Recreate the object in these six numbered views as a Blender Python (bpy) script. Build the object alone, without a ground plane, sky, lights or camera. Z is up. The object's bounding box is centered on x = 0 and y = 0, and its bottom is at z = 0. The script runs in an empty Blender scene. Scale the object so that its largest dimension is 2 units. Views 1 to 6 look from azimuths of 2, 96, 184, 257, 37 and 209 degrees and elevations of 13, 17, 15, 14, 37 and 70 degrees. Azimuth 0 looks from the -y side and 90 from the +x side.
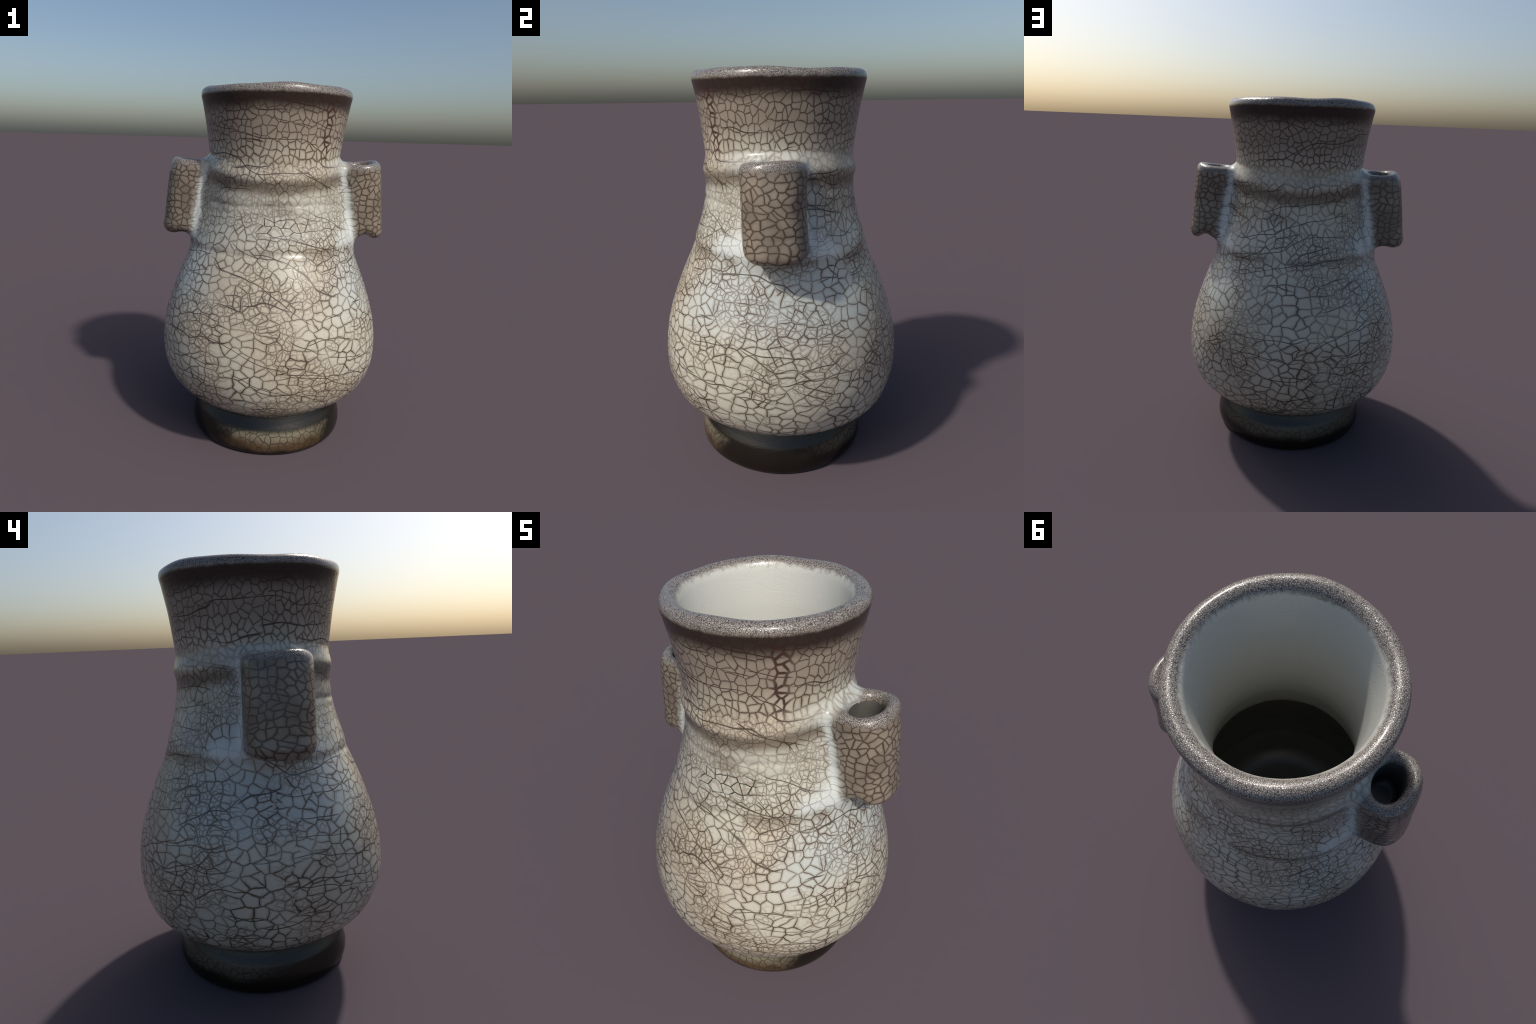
# Ceramic vase with two tubular lugs and a crackled glaze.
# The clay body is described as a signed field (a turned profile, two lug tubes,
# a cavity and two sockets joined with soft fillets); the field is meshed once,
# and the surface is then parted into foot, belly, collar, neck, rim, lugs and linings.
import bpy
import numpy as np

# ------------------------------------------------------------------ profiles
# outer profile: height, radius
OUTER = [(-.05, .436), (0, .438), (.012, .446), (.03, .452), (.06, .453), (.09, .448), (.12, .441),
         (.145, .434), (.167, .423), (.188, .413), (.208, .405), (.226, .402), (.240, .424), (.256, .472), (.28, .513),
         (.32, .5565), (.36, .5855), (.42, .612), (.48, .627), (.54, .6315), (.60, .6296),
         (.66, .6239), (.74, .609), (.82, .586), (.90, .558), (.98, .526), (1.04, .499),
         (1.10, .4705), (1.16, .4485), (1.22, .431), (1.28, .4098), (1.34, .393), (1.40, .382),
         (1.46, .3755), (1.50, .376), (1.523, .3815), (1.54, .386), (1.56, .3845), (1.60, .3735),
         (1.622, .3695), (1.68, .3763), (1.74, .384), (1.80, .392), (1.86, .4025), (1.92, .4135),
         (1.96, .423), (2.0, .430), (2.1, .44)]
# cavity profile
INNER = [(.2, .1), (.26, .30), (.32, .42), (.42, .50), (.55, .53), (.7, .52), (.85, .485), (.97, .44), (1.07, .383), (1.1, .368), (1.2, .347), (1.3, .323), (1.4, .307), (1.5, .299), (1.6, .298),
         (1.7, .304), (1.8, .315), (1.9, .332), (1.97, .344), (2.1, .366)]
CAVITY_FLOOR = .28
RIM_TOP = 1.995
# cross-section ellipse by height (x wider when positive), and its centre
ELLIPSE = [(0, 0.0), (.3, .003), (.6, .006), (1.1, .005), (1.5, -.003), (1.7, -.008), (2.0, -.009)]
CENTRE_X = [(0, 0), (.6, -.003), (1.1, -.001), (2, 0)]
CENTRE_Y = [(0, 0), (.6, -.001), (1.5, -.002), (2, -.003)]


def smooth_table(points, sigma, lo=-.1, hi=2.15, step=.001):
    z = np.arange(lo, hi, step)
    p = np.array(points)
    r = np.interp(z, p[:, 0], p[:, 1])
    n = int(4 * sigma / step)
    k = np.exp(-.5 * (np.arange(-n, n + 1) * step / sigma) ** 2)
    r = np.convolve(np.pad(r, n, mode='edge'), k / k.sum(), mode='valid')
    return z, r, np.gradient(r, step)


T_OUT = smooth_table(OUTER, .007)
T_IN = smooth_table(INNER, .012)


def tab(points, z):
    p = np.array(points)
    return np.interp(z, p[:, 0], p[:, 1])


def smin(a, b, k):
    h = np.clip(.5 + .5 * (b - a) / k, 0, 1)
    return b + (a - b) * h - k * h * (1 - h)


def smax(a, b, k):
    return -smin(-a, -b, k)


def bump(v, c, w):
    return np.exp(-((v - c) / w) ** 2)


def turned(x, y, z):
    """normalised radius and azimuth (0 = front, towards -y) of a point"""
    e = tab(ELLIPSE, z)
    u = (x - tab(CENTRE_X, z)) / (1 + e)
    v = (y - tab(CENTRE_Y, z)) / (1 - e)
    return np.hypot(u, v), np.arctan2(u, -v)


def body_field(x, y, z):
    rho, a = turned(x, y, z)
    # the collar ridge climbs towards the lugs and hangs lower front and back
    zz = z + .024 * np.cos(2 * a) * bump(z, 1.56, .10)
    r = np.interp(zz, T_OUT[0], T_OUT[1])
    g = np.interp(zz, T_OUT[0], T_OUT[2])
    # hand-made unevenness: slow swells, the slumped fold under the collar, tool grooves
    r = r + .0022 * np.sin(3 * a + 4 * z + .6) * np.sin(5 * z + 1.1 * np.sin(2 * a))
    r = r + .002
    # clay drawn out towards the lugs, more broadly on the back
    d = np.abs(np.abs(a) - np.pi / 2)
    w = np.where(np.abs(a) > np.pi / 2, .85, .5)
    r = r + .021 * np.exp(-(d / w) ** 4) * np.exp(-((z - 1.34) / .225) ** 4)
    r = r + .010 * np.exp(-(d / .30) ** 4) * bump(z, 1.145, .035)
    # slumps: shoulder behind the lugs, collar front right, lower belly
    r = r + .013 * bump(z, 1.18, .06) * bump(np.abs(a), 2.45, .35)
    r = r + .012 * bump(z, 1.23, .08) * bump(a, .85, .45)
    r = r - .015 * bump(z, .265, .04) * np.clip(np.cos(a - 1.25), 0, 1)
    r = r + .008 * bump(z, .32, .07) * np.clip(np.cos(a - 2.8), 0, 1)
    r = r + .004 * bump(z, .34, .09) * np.clip(-np.cos(a + .7), 0, 1)
    fold = 1.152 + .012 * np.sin(2.1 * a + .4) + .006 * np.sin(7 * a)
    front = .20 + .80 * np.clip(np.cos(a) * 1.4, 0, 1)
    r = r + front * (.0020 * bump(z, fold + .030, .022) - .0038 * bump(z, fold - .012, .016))
    r = r - .004 * np.clip(np.cos(a), 0, 1) * bump(z, 1.388 + .008 * np.sin(3 * a), .014)
    return (rho - r) / np.sqrt(1 + g * g)


def lug_field(x, y, z):
    """both lugs; s picks the side"""
    s = np.where(x > 0, 1.0, -1.0)
    ax = np.abs(x)
    right = s > 0
    out = np.where(right, tab([(1.15, .645), (1.22, .643), (1.3, .631), (1.46, .619), (1.6, .602)], z),
                   tab([(1.15, .644), (1.23, .643), (1.27, .634), (1.4, .620), (1.535, .602), (1.6, .584)], z))
    cy = np.where(right, tab([(1.17, .024), (1.4, .010), (1.6, .008)], z), tab([(1.17, .014), (1.6, .003)], z))
    hy = np.where(right, tab([(1.17, .143), (1.22, .146), (1.4, .141), (1.6, .147)], z),
                  tab([(1.17, .149), (1.3, .149), (1.6, .146)], z))
    inn = tab([(1.15, .375), (1.3, .345), (1.6, .325)], z)
    cx = .5 * (out + inn)
    hx = .5 * (out - inn)
    n = 2.5
    q = (np.abs((ax - cx) / hx) ** n + np.abs((y - cy) / hy) ** n + 1e-9) ** (1 / n)
    side = (q - 1) * .6 * (hx + hy) * .85
    top = np.where(right, 1.606 + .09 * (ax - .42) + .006 * np.sin(22 * y + .5),
                   1.606 + .05 * (ax - .42) + .006 * np.sin(20 * y + 2.2))
    bot = np.where(right, 1.178 + .03 * bump(ax, .53, .04), 1.178 + .012 * bump(ax, .52, .04))
    f = smax(side, z - top, .045)
    return smax(f, bot - z, .058)


def socket_field(x, y, z):
    ax = np.abs(x)
    cx = np.where(x > 0, .482, .470)
    flare = .007 * np.clip((z - 1.54) / .07, 0, 1.3) ** 2
    q = np.sqrt(((ax - cx) / (.064 + flare)) ** 2 + ((y - .004) / (.086 + flare)) ** 2 + 1e-9)
    return np.maximum(smax((q - 1) * .075, 1.38 - z, .03), z - 1.655)


def fields(x, y, z):
    b = body_field(x, y, z)
    l = lug_field(x, y, z)
    rho, a = turned(x, y, z)
    ri = np.interp(z, T_IN[0], T_IN[1])
    gi = np.interp(z, T_IN[0], T_IN[2])
    c = smax((rho - ri) / np.sqrt(1 + gi * gi), CAVITY_FLOOR - z, .02)
    wave = .004 * np.sin(2 * a + .5) + .003 * np.sin(5 * a + 1.0) + .0015 * np.sin(9 * a)
    top = z - (RIM_TOP + wave)
    return b, l, c, top, socket_field(x, y, z)


def vase_field(x, y, z):
    b, l, c, top, s = fields(x, y, z)
    f = smin(b, l, .052)
    f = smax(f, top, .055)
    f = smax(f, -c, .050)
    f = smax(f, -s, .034)
    # flat standing ring with a shallow recess underneath
    f = smax(f, -z, .014)
    rho = np.hypot(x, y)
    return smax(f, -np.maximum(rho - .365, z - .045), .02)


# ------------------------------------------------------------------ meshing
def surface_net(field, lo, hi, h):
    ax = [np.arange(lo[i], hi[i] + h, h) for i in range(3)]
    nx, ny, nz = map(len, ax)
    F = np.empty((nx, ny, nz), np.float32)
    Y, Z = np.meshgrid(ax[1], ax[2], indexing='ij')
    for i in range(0, nx, 8):
        xs = ax[0][i:i + 8]
        F[i:i + 8] = field(xs[:, None, None] + 0 * Y[None], Y[None] + 0 * xs[:, None, None],
                           Z[None] + 0 * xs[:, None, None])
    S = F < 0
    mixed = np.zeros((nx - 1, ny - 1, nz - 1), np.int8)
    for dx in (0, 1):
        for dy in (0, 1):
            for dz in (0, 1):
                mixed += S[dx:nx - 1 + dx, dy:ny - 1 + dy, dz:nz - 1 + dz]
    act = np.argwhere((mixed > 0) & (mixed < 8))
    index = np.full(mixed.shape, -1, np.int32)
    index[tuple(act.T)] = np.arange(len(act))
    acc = np.zeros((len(act), 3))
    cnt = np.zeros(len(act))
    corners = [np.array((i, j, k)) for i in (0, 1) for j in (0, 1) for k in (0, 1)]
    for p in corners:
        for d in range(3):
            if p[d]:
                continue
            q = p.copy()
            q[d] = 1
            fa = F[tuple((act + p).T)].astype(float)
            fb = F[tuple((act + q).T)].astype(float)
            on = (fa < 0) != (fb < 0)
            t = np.where(on, fa / np.where(on, fa - fb, 1), 0)
            acc += on[:, None] * (p + t[:, None] * (q - p))
            cnt += on
    V = (act + acc / cnt[:, None]) * h + np.array([a[0] for a in ax])
    quads = []
    for d in range(3):
        e1, e2 = (d + 1) % 3, (d + 2) % 3
        sl = [slice(None)] * 3
        sl[d] = slice(0, -1)
        sr = [slice(None)] * 3
        sr[d] = slice(1, None)
        flip = S[tuple(sl)] != S[tuple(sr)]
        E = np.argwhere(flip)
        inside = S[tuple(E.T)]
        A = np.eye(3, dtype=int)[e1]
        B = np.eye(3, dtype=int)[e2]
        q = np.stack([index[tuple((E - A - B).T)], index[tuple((E - B).T)],
                      index[tuple(E.T)], index[tuple((E - A).T)]], 1)
        q[~inside] = q[~inside][:, ::-1]
        quads.append(q)
    return V, np.concatenate(quads)


def gradient(field, V, e=.0012):
    g = np.empty_like(V)
    for d in range(3):
        o = np.zeros(3)
        o[d] = e
        g[:, d] = (field(*(V + o).T) - field(*(V - o).T)) / (2 * e)
    return g


def settle(field, V, Q, rounds=3):
    """even out the net and pull every vertex exactly onto the surface"""
    for k in range(rounds):
        acc = np.zeros_like(V)
        cnt = np.zeros(len(V))
        for a, b in ((0, 1), (1, 2), (2, 3), (3, 0)):
            for i, j in ((a, b), (b, a)):
                np.add.at(acc, Q[:, i], V[Q[:, j]])
                np.add.at(cnt, Q[:, i], 1)
        V = V + .6 * (acc / cnt[:, None] - V)
        for _ in range(2):
            g = gradient(field, V)
            f = field(*V.T)
            step = (f / np.maximum((g * g).sum(1), .05))[:, None] * g
            V = V - np.clip(step, -.006, .006)
    g = gradient(field, V)
    return V, g / np.linalg.norm(g, axis=1)[:, None]


V, Q = surface_net(vase_field, (-.69, -.66, -.02), (.69, .66, 2.02), .0068)
V, N = settle(vase_field, V, Q)
V[:, 2] = np.maximum(V[:, 2], 0)

# ------------------------------------------------------------------ materials
class Nodes:
    """small helper to write node graphs as formulas"""

    def __init__(self, mat):
        self.t = mat.node_tree
        self.t.nodes.clear()

    def put(self, sock, v):
        if hasattr(v, 'is_output') or isinstance(v, bpy.types.NodeSocket):
            self.t.links.new(v, sock)
        elif v is not None:
            sock.default_value = v

    def m(self, op, a, b=None, c=None, clamp=False):
        n = self.t.nodes.new('ShaderNodeMath')
        n.operation = op
        n.use_clamp = clamp
        for i, v in enumerate((a, b, c)):
            self.put(n.inputs[i], v)
        return n.outputs[0]

    def ramp(self, v, lo, hi, a=0.0, b=1.0):
        n = self.t.nodes.new('ShaderNodeMapRange')
        n.interpolation_type = 'SMOOTHSTEP'
        for i, s in enumerate((v, lo, hi, a, b)):
            self.put(n.inputs[i], s)
        return n.outputs[0]

    def mix(self, f, a, b):
        n = self.t.nodes.new('ShaderNodeMix')
        n.data_type = 'RGBA'
        self.put(n.inputs[0], f)
        for i, v in ((6, a), (7, b)):
            self.put(n.inputs[i], (*v, 1) if isinstance(v, tuple) else v)
        return n.outputs[2]

    def mixf(self, f, a, b):
        n = self.t.nodes.new('ShaderNodeMix')
        for i, v in ((0, f), (2, a), (3, b)):
            self.put(n.inputs[i], v)
        return n.outputs[0]

    def vec(self, op, a, b):
        n = self.t.nodes.new('ShaderNodeVectorMath')
        n.operation = op
        self.put(n.inputs[0], a)
        self.put(n.inputs[1], b)
        return n.outputs[0]

    def noise(self, v, scale, detail=2.0, rough=.5, color=False):
        n = self.t.nodes.new('ShaderNodeTexNoise')
        self.put(n.inputs['Vector'], v)
        n.inputs['Scale'].default_value = scale
        n.inputs['Detail'].default_value = detail
        n.inputs['Roughness'].default_value = rough
        return n.outputs['Color' if color else 'Fac']

    def cells(self, v, scale, feature='DISTANCE_TO_EDGE', out='Distance', rand=1.0):
        n = self.t.nodes.new('ShaderNodeTexVoronoi')
        n.feature = feature
        self.put(n.inputs['Vector'], v)
        n.inputs['Scale'].default_value = scale
        n.inputs['Randomness'].default_value = rand
        return n.outputs[out]


def make_glaze():
    mat = bpy.data.materials.new('crackled_glaze')
    mat.use_nodes = True
    k = Nodes(mat)
    new = k.t.nodes.new
    P = new('ShaderNodeTexCoord').outputs['Object']
    sep = new('ShaderNodeSeparateXYZ')
    k.t.links.new(P, sep.inputs[0])
    x, y, z = sep.outputs
    rho = k.m('SQRT', k.m('ADD', k.m('MULTIPLY', x, x), k.m('MULTIPLY', y, y)))
    az = k.m('ARCTAN2', x, k.m('MULTIPLY', y, -1.0))
    absx = k.m('ABSOLUTE', x)

    # ---- where things are
    n_slow = k.noise(P, 2.2, 2)
    n_mid = k.noise(P, 7.0, 3, .55)
    n_fine = k.noise(P, 30.0, 3, .6)
    n_patch = k.noise(P, 4.3, 2)
    wob = k.m('MULTIPLY_ADD', n_mid, .07, -.035)
    zw = k.m('ADD', z, wob)
    front = k.m('COSINE', az)
    lim = k.m('MULTIPLY_ADD', k.m('SUBTRACT', z, 1.17), -.16, .490)
    off = k.m('SUBTRACT', rho, lim)
    lug_z = k.m('MULTIPLY', k.ramp(z, 1.15, 1.185), k.ramp(z, 1.70, 1.66))
    lug = k.m('MULTIPLY', k.m('MULTIPLY', k.ramp(off, -.012, .030), lug_z), k.ramp(absx, .30, .36))
    fillet = k.m('MULTIPLY', k.m('MULTIPLY', k.ramp(k.m('ABSOLUTE', k.m('ADD', off, .022)), .004, .026, 1.0, 0.0), k.m('MULTIPLY', lug_z, k.ramp(z, 1.60, 1.54))),
                 k.ramp(absx, .33, .37))
    zr = k.m('MULTIPLY_ADD', n_fine, .016, z)
    outside = k.ramp(rho, .366, .378)
    rim = k.m('MULTIPLY', k.ramp(zr, 1.955, 1.976), k.ramp(k.m('MULTIPLY_ADD', n_fine, .02, rho), .346, .368))
    lug_top = k.m('MULTIPLY', k.ramp(zr, 1.570, 1.605), k.ramp(rho, .41, .45))
    lug_top = k.m('MULTIPLY', lug_top, k.ramp(z, 1.70, 1.66))
    grainy = k.m('MAXIMUM', rim, lug_top)
    neck = k.ramp(z, 1.50, 1.66)
    below_rim = k.m('MULTIPLY', k.m('MULTIPLY', k.ramp(k.m('MULTIPLY_ADD', wob, .6, z), 1.835, 1.915), k.m('SUBTRACT', 1.0, rim)), outside)

    # ---- crackle, laid out on the unrolled wall: u runs round the vase, v up it
    warp = k.vec('SCALE', k.vec('SUBTRACT', k.noise(P, 5.0, 2, .5, True), (.5, .5, .5)), None)
    warp.node.inputs['Scale'].default_value = .07
    small = k.vec('SCALE', k.vec('SUBTRACT', k.noise(P, 22.0, 1, .5, True), (.5, .5, .5)), None)
    small.node.inputs['Scale'].default_value = .016
    warp = k.vec('ADD', warp, small)

    def join(u, v):
        n = new('ShaderNodeCombineXYZ')
        k.put(n.inputs[0], u)
        k.put(n.inputs[1], v)
        return k.vec('ADD', n.outputs[0], warp)

    az_back = k.m('ARCTAN2', k.m('MULTIPLY', x, -1.0), y)
    sheet_front = join(k.m('MULTIPLY', az, .47), z)
    sheet_back = join(k.m('MULTIPLY_ADD', az_back, .47, 7.3), z)
    mid = k.m('MULTIPLY_ADD', n_mid, .5, k.m('SUBTRACT', front, .25))
    turn_back = k.ramp(mid, .0, .14)
    turn_front = k.ramp(mid, .02, -.12)
    around_lug = k.m('MULTIPLY', k.m('ARCTAN2', y, k.m('SUBTRACT', absx, .44)), .15)
    sheet_lug = join(k.m('ADD', around_lug, k.m('MULTIPLY', k.m('SIGN', x), 4.7)), z)

    def line(d, w, soft):
        return k.ramp(d, w, k.m('ADD', w, soft), 1.0, 0.0)

    def flat(v, s, rand=1.0, out='Distance', feature='DISTANCE_TO_EDGE'):
        n = new('ShaderNodeTexVoronoi')
        n.voronoi_dimensions = '2D'
        n.feature = feature
        k.put(n.inputs['Vector'], v)
        n.inputs['Scale'].default_value = s
        n.inputs['Randomness'].default_value = rand
        return n.outputs[out]

    def wrap(scale, stretch=(1, 1, 1), rand=1.0):
        a = flat(k.vec('MULTIPLY', sheet_back, stretch), scale, rand)
        b_ = flat(k.vec('MULTIPLY', sheet_front, stretch), scale, rand)
        # both sheets overlap in a strip beside the lugs, each running out there
        return k.m('MINIMUM', k.m('MULTIPLY_ADD', turn_back, .9, a), k.m('MULTIPLY_ADD', turn_front, .9, b_))

    # long sweeping cracks: two families of wavy, nearly level lines
    def sweep(zs, xs, amount, seed):
        n = k.noise(k.vec('ADD', P, (seed, 2.0 * seed, 0.0)), 2.1, 2.0, .45)
        t = k.m('ADD', k.m('ADD', k.m('MULTIPLY', z, zs), k.m('MULTIPLY', x, xs)), k.m('MULTIPLY', n, amount))
        return k.m('ABSOLUTE', k.m('SUBTRACT', k.m('FRACT', t), .5))

    gate_a = k.ramp(k.noise(P, 3.6, 1), .46, .54)
    gate_b = k.ramp(k.noise(k.vec('ADD', P, (5.0, 1.0, 2.0)), 3.6, 1), .46, .54)
    d_big = wrap(19.5, (1.05, 1.1, 1), .95)
    d_small = wrap(36.0, (1.1, 1.15, 1))
    d_neck = wrap(25.0, (.95, 1.0, 1), .9)
    d_lug = flat(sheet_lug, 29.0, .85)
    d_grain = k.cells(k.vec('ADD', P, small), 150.0)

    thick = k.m('MULTIPLY_ADD', n_mid, .075, -.026)
    l_long = k.m('MAXIMUM', k.m('MULTIPLY', line(sweep(9.0, .6, 3.0, 1.3), .010, .026), gate_a), k.m('MULTIPLY', line(sweep(6.5, 2.8, 2.6, 7.1), .006, .022), gate_b))
    l_big = k.m('MULTIPLY', line(d_big, thick, .052), k.ramp(n_mid, .30, .62, .72, 1.0))
    l_small = k.m('MULTIPLY', line(d_small, .004, .10), k.ramp(n_patch, .42, .58, .06, .62))
    l_neck = line(d_neck, k.m('SUBTRACT', thick, .004), .090)
    l_lug = line(d_lug, k.m('SUBTRACT', thick, .006), .105)
    l_body = k.m('MAXIMUM', l_long, k.m('MAXIMUM', l_big, l_small))
    crack = k.mixf(neck, l_body, k.m('MAXIMUM', k.m('MULTIPLY', l_neck, .92), l_long))
    # cracks faded in colour where sky reflection pales the ridge's upper face
    clear = k.m('MULTIPLY', k.ramp(k.m('ABSOLUTE', k.m('SUBTRACT', z, 1.60)), .03, .055, 1.0, 0.0), k.ramp(front, .75, .35))
    crack = k.m('MULTIPLY', crack, k.m('SUBTRACT', 1.0, k.m('MULTIPLY', clear, .7)))
    # the stained streak of cracks down the front right of the neck
    streak = k.m('MULTIPLY', k.ramp(k.m('ABSOLUTE', k.m('SUBTRACT', k.m('MULTIPLY_ADD', n_mid, .25, az), .88)), .03, .16, 1.0, 0.0),
                 k.m('MULTIPLY', k.ramp(z, 1.56, 1.66), k.ramp(z, 1.98, 1.86)))
    crack = k.m('MAXIMUM', crack, k.m('MULTIPLY', streak, line(d_neck, .085, .12)))
    # a knot of open black cracks on the front of the collar
    knot = k.m('MULTIPLY', k.ramp(k.m('ABSOLUTE', k.m('SUBTRACT', az, .16)), .28, .42, 1.0, 0.0),
               k.ramp(k.m('ABSOLUTE', k.m('SUBTRACT', z, 1.285)), .035, .065, 1.0, 0.0))
    l_knot = line(flat(k.vec('MULTIPLY', sheet_front, (.9, 1.6, 1)), 17.0), .022, .060)
    calm_collar = k.m('MULTIPLY', k.ramp(k.m('ABSOLUTE', k.m('SUBTRACT', zw, 1.40)), .04, .08, .55, 0.0), k.ramp(front, .2, .6))
    crack = k.m('MULTIPLY', crack, k.m('SUBTRACT', 1.0, calm_collar))
    crack = k.mixf(knot, crack, l_knot)
    crack = k.mixf(lug, crack, l_lug)
    crack = k.m('MULTIPLY', crack, k.m('SUBTRACT', 1.0, k.m('MULTIPLY', fillet, .55)))
    d_halo = k.mixf(neck, k.m('MAXIMUM', k.ramp(d_big, .0, .26, 1.0, 0.0), k.m('MULTIPLY', k.ramp(d_small, 0, .3, 1.0, 0.0), k.ramp(n_patch, .42, .58))), k.ramp(d_neck, .0, .32, 1.0, 0.0))
    d_halo = k.mixf(lug, d_halo, k.ramp(d_lug, .0, .32, 1.0, 0.0))

    # ---- glaze colour
    cream = k.mix(k.ramp(n_slow, .40, .60), (.50, .475, .395), (.47, .415, .325))
    cool = (.45, .48, .455)
    coolness = k.m('MULTIPLY', k.ramp(absx, .24, .46), k.m('MULTIPLY', k.ramp(zw, .72, .95), k.ramp(z, 1.66, 1.62)))
    glaze = k.mix(coolness, cream, cool)
    glaze = k.mix(k.m('MULTIPLY', k.m('MULTIPLY', k.ramp(zw, 1.15, 1.24), k.ramp(front, .1, .6)), k.ramp(z, 1.52, 1.45)), glaze, (.46, .45, .385))
    # brown that has soaked out of the cracks
    glaze = k.mix(k.m('MULTIPLY', d_halo, k.ramp(n_mid, .3, .7, .40, .75)), glaze, (.235, .185, .135))
    # tan neck and lugs
    glaze = k.mix(k.m('MULTIPLY', k.m('MULTIPLY', k.ramp(zw, 1.62, 1.78), .80), outside), glaze, k.mix(n_mid, (.165, .125, .095), (.285, .235, .185)))
    tan = k.mix(k.ramp(n_mid, .35, .65), (.155, .122, .092), (.245, .200, .152))
    tan = k.mix(k.m('MULTIPLY', d_halo, .5), tan, (.085, .06, .043))
    glaze = k.mix(k.m('MULTIPLY', lug, .95), glaze, tan)
    # olive-brown bands along the collar folds and under the ridge
    smudge = k.m('MULTIPLY', k.ramp(k.m('ABSOLUTE', k.m('SUBTRACT', zw, 1.385)), .008, .05, .50, 0.0), k.ramp(n_mid, .42, .6))
    smudge = k.m('MAXIMUM', smudge, k.m('MULTIPLY', k.ramp(k.m('ABSOLUTE', k.m('SUBTRACT', zw, 1.15)), .004, .030, .55, 0.0), k.ramp(n_patch, .42, .56)))
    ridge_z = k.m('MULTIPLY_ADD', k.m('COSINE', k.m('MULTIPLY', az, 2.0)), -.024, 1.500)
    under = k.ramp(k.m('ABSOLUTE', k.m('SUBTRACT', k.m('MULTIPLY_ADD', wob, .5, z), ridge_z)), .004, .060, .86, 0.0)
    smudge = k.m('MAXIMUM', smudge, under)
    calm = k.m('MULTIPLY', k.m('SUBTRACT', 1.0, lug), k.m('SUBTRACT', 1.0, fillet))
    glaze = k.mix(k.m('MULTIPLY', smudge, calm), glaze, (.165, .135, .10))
    # cool pale band where the lugs join
    glaze = k.mix(k.m('MULTIPLY', fillet, .85), glaze, (.60, .635, .61))
    # dark brown band below the lip
    glaze = k.mix(k.m('MULTIPLY', below_rim, .95), glaze, (.020, .012, .0085))
    # crack lines
    ink = k.mix(k.m('MAXIMUM', neck, streak), (.042, .028, .018), (.034, .016, .011))
    ink = k.mix(streak, ink, (.040, .014, .011))
    ink = k.mix(knot, ink, (.014, .013, .010))
    col = k.mix(k.m('MULTIPLY', crack, .90), glaze, ink)
    # grey speckled lip
    speck = k.ramp(d_grain, .03, .20)
    col = k.mix(grainy, col, k.mix(k.m('MULTIPLY', speck, k.ramp(n_fine, .2, .6, .65, 1.0)), (.060, .050, .044), (.31, .28, .25)))
    # smooth pale lining
    wall = k.m('MULTIPLY_ADD', k.m('ABSOLUTE', k.m('SUBTRACT', z, 1.6)), .07, .330)
    lining = k.ramp(k.m('SUBTRACT', k.m('MULTIPLY_ADD', n_fine, .02, rho), wall), .022, .004)
    lining = k.m('MULTIPLY', lining, k.ramp(z, .3, .4))
    col = k.mix(k.m('MULTIPLY', lining, k.m('SUBTRACT', 1.0, rim)), col, k.mix(n_slow, (.47, .475, .44), (.53, .525, .475)))
    # dark foot, with a pale crackled patch round the front and a thin one at the back
    foot = k.ramp(k.m('MULTIPLY_ADD', n_fine, .01, z), .236, .212)
    face = k.m('COSINE', k.m('SUBTRACT', az, .10))
    patch = k.m('MULTIPLY', k.ramp(k.m('ADD', k.m('MULTIPLY_ADD', n_mid, .5, face), k.m('MULTIPLY', z, 1.2)), 1.02, 1.32), k.ramp(z, .150, .12))
    patch = k.m('MULTIPLY', patch, k.ramp(k.m('MULTIPLY_ADD', n_mid, .07, z), .045, .085))
    back = k.m('MULTIPLY', k.ramp(face, -.1, -.7), k.m('MULTIPLY', k.ramp(zw, .06, .10), k.ramp(z, .16, .13)))
    patch = k.m('MAXIMUM', patch, k.m('MULTIPLY', back, .45))
    stain = k.mix(k.ramp(zw, .06, .12), (.075, .046, .022), (.17, .15, .105))
    footc = k.mix(patch, k.mix(n_mid, (.005, .0042, .003), (.012, .009, .006)), k.mix(k.m('MULTIPLY', l_neck, .85), stain, (.03, .022, .015)))
    col = k.mix(foot, col, footc)

    b = new('ShaderNodeBsdfPrincipled')
    k.put(b.inputs['Base Color'], col)
    k.put(b.inputs['Roughness'], k.mixf(grainy, k.m('MULTIPLY_ADD', n_fine, .08, .20), .22))
    b.inputs['IOR'].default_value = 1.5
    bp = new('ShaderNodeBump')
    bp.inputs['Strength'].default_value = .25
    bp.inputs['Distance'].default_value = .003
    k.put(bp.inputs['Height'], k.m('SUBTRACT', k.m('MULTIPLY', n_fine, .12), k.m('MULTIPLY', k.mixf(grainy, crack, k.m('SUBTRACT', 1.0, speck)), .35)))
    k.t.links.new(bp.outputs[0], b.inputs['Normal'])
    o = new('ShaderNodeOutputMaterial')
    k.t.links.new(b.outputs[0], o.inputs[0])
    return mat


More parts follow.
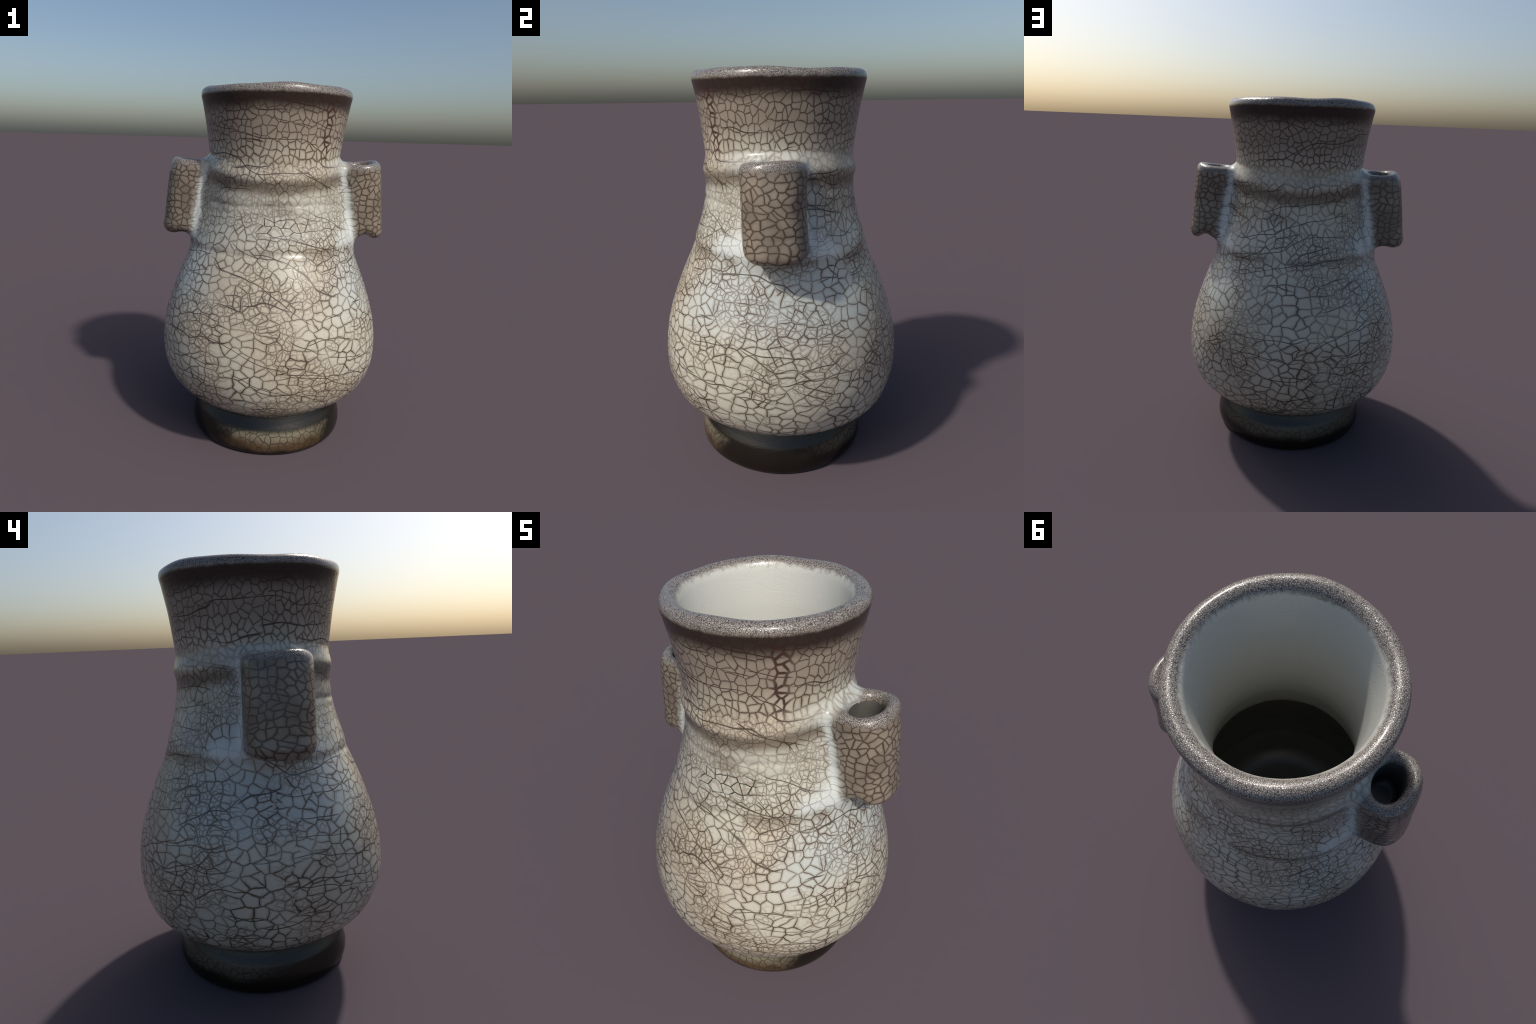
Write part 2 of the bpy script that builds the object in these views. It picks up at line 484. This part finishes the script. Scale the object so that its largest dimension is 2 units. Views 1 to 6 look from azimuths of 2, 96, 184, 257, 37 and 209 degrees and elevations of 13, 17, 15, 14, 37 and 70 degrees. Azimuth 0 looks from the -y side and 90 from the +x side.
def make_dark(name, a, b_, rough):
    mat = bpy.data.materials.new(name)
    mat.use_nodes = True
    k = Nodes(mat)
    P = k.t.nodes.new('ShaderNodeTexCoord').outputs['Object']
    b = k.t.nodes.new('ShaderNodeBsdfPrincipled')
    k.put(b.inputs['Base Color'], k.mix(k.noise(P, 9.0, 3), a, b_))
    b.inputs['Roughness'].default_value = rough
    o = k.t.nodes.new('ShaderNodeOutputMaterial')
    k.t.links.new(b.outputs[0], o.inputs[0])
    return mat


glaze = make_glaze()
dark_floor = make_dark('dark_cavity_surface', (.22, .21, .18), (.26, .245, .21), .30)
dark_socket = make_dark('dark_socket_lining', (.03, .028, .025), (.16, .155, .14), .4)

# ------------------------------------------------------------------ parting
C = V[Q].mean(1)
cb, cl, cc, ct, cs = fields(*C.T)
rho, azim = turned(*C.T)
part = np.full(len(Q), 'belly', dtype=object)
z = C[:, 2]
ridge = 1.548 - .024 * np.cos(2 * azim)
part[z < .196] = 'foot'
part[(z > 1.152) & (z <= ridge)] = 'collar'
part[z > ridge] = 'neck'
part[z > 1.958] = 'rim'
part[(cl < cb - .004) & (z > 1.1) & (z < 1.7) & (rho > .36)] = 'lug'
inside = (np.abs(cc) < np.abs(cb)) & (np.abs(cc) < .03) & (z > .2) & (z < 1.968)
part[inside] = 'cavity_wall'
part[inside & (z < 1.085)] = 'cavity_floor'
part[(np.abs(cs) < .006) & (z < 1.572) & (z > 1.25) & (rho > .36) & (np.abs(C[:, 0]) > .3)] = 'socket'

vase = bpy.data.objects.new('vase', None)
bpy.context.scene.collection.objects.link(vase)
vase['label'] = 'cream crackle-glazed ceramic vase with two tubular lugs'
vase['category'] = 'vase'


def add_part(name, faces, mat, parent):
    used, inv = np.unique(faces, return_inverse=True)
    me = bpy.data.meshes.new(name)
    me.from_pydata(V[used].tolist(), [], inv.reshape(-1, 4).tolist())
    me.polygons.foreach_set('use_smooth', np.ones(len(faces), bool))
    me.materials.append(mat)
    me.update()
    me.normals_split_custom_set_from_vertices(N[used].tolist())
    ob = bpy.data.objects.new(name, me)
    bpy.context.scene.collection.objects.link(ob)
    ob.parent = parent
    return ob


for name in ('foot', 'belly', 'collar', 'neck', 'rim', 'cavity_wall'):
    add_part(name, Q[part == name], glaze, vase)
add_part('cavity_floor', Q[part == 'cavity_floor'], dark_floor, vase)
for side in (1, -1):
    here = C[:, 0] * side > 0
    lug = add_part('lug', Q[(part == 'lug') & here], glaze, vase)
    add_part('socket', Q[(part == 'socket') & here], dark_socket, lug)
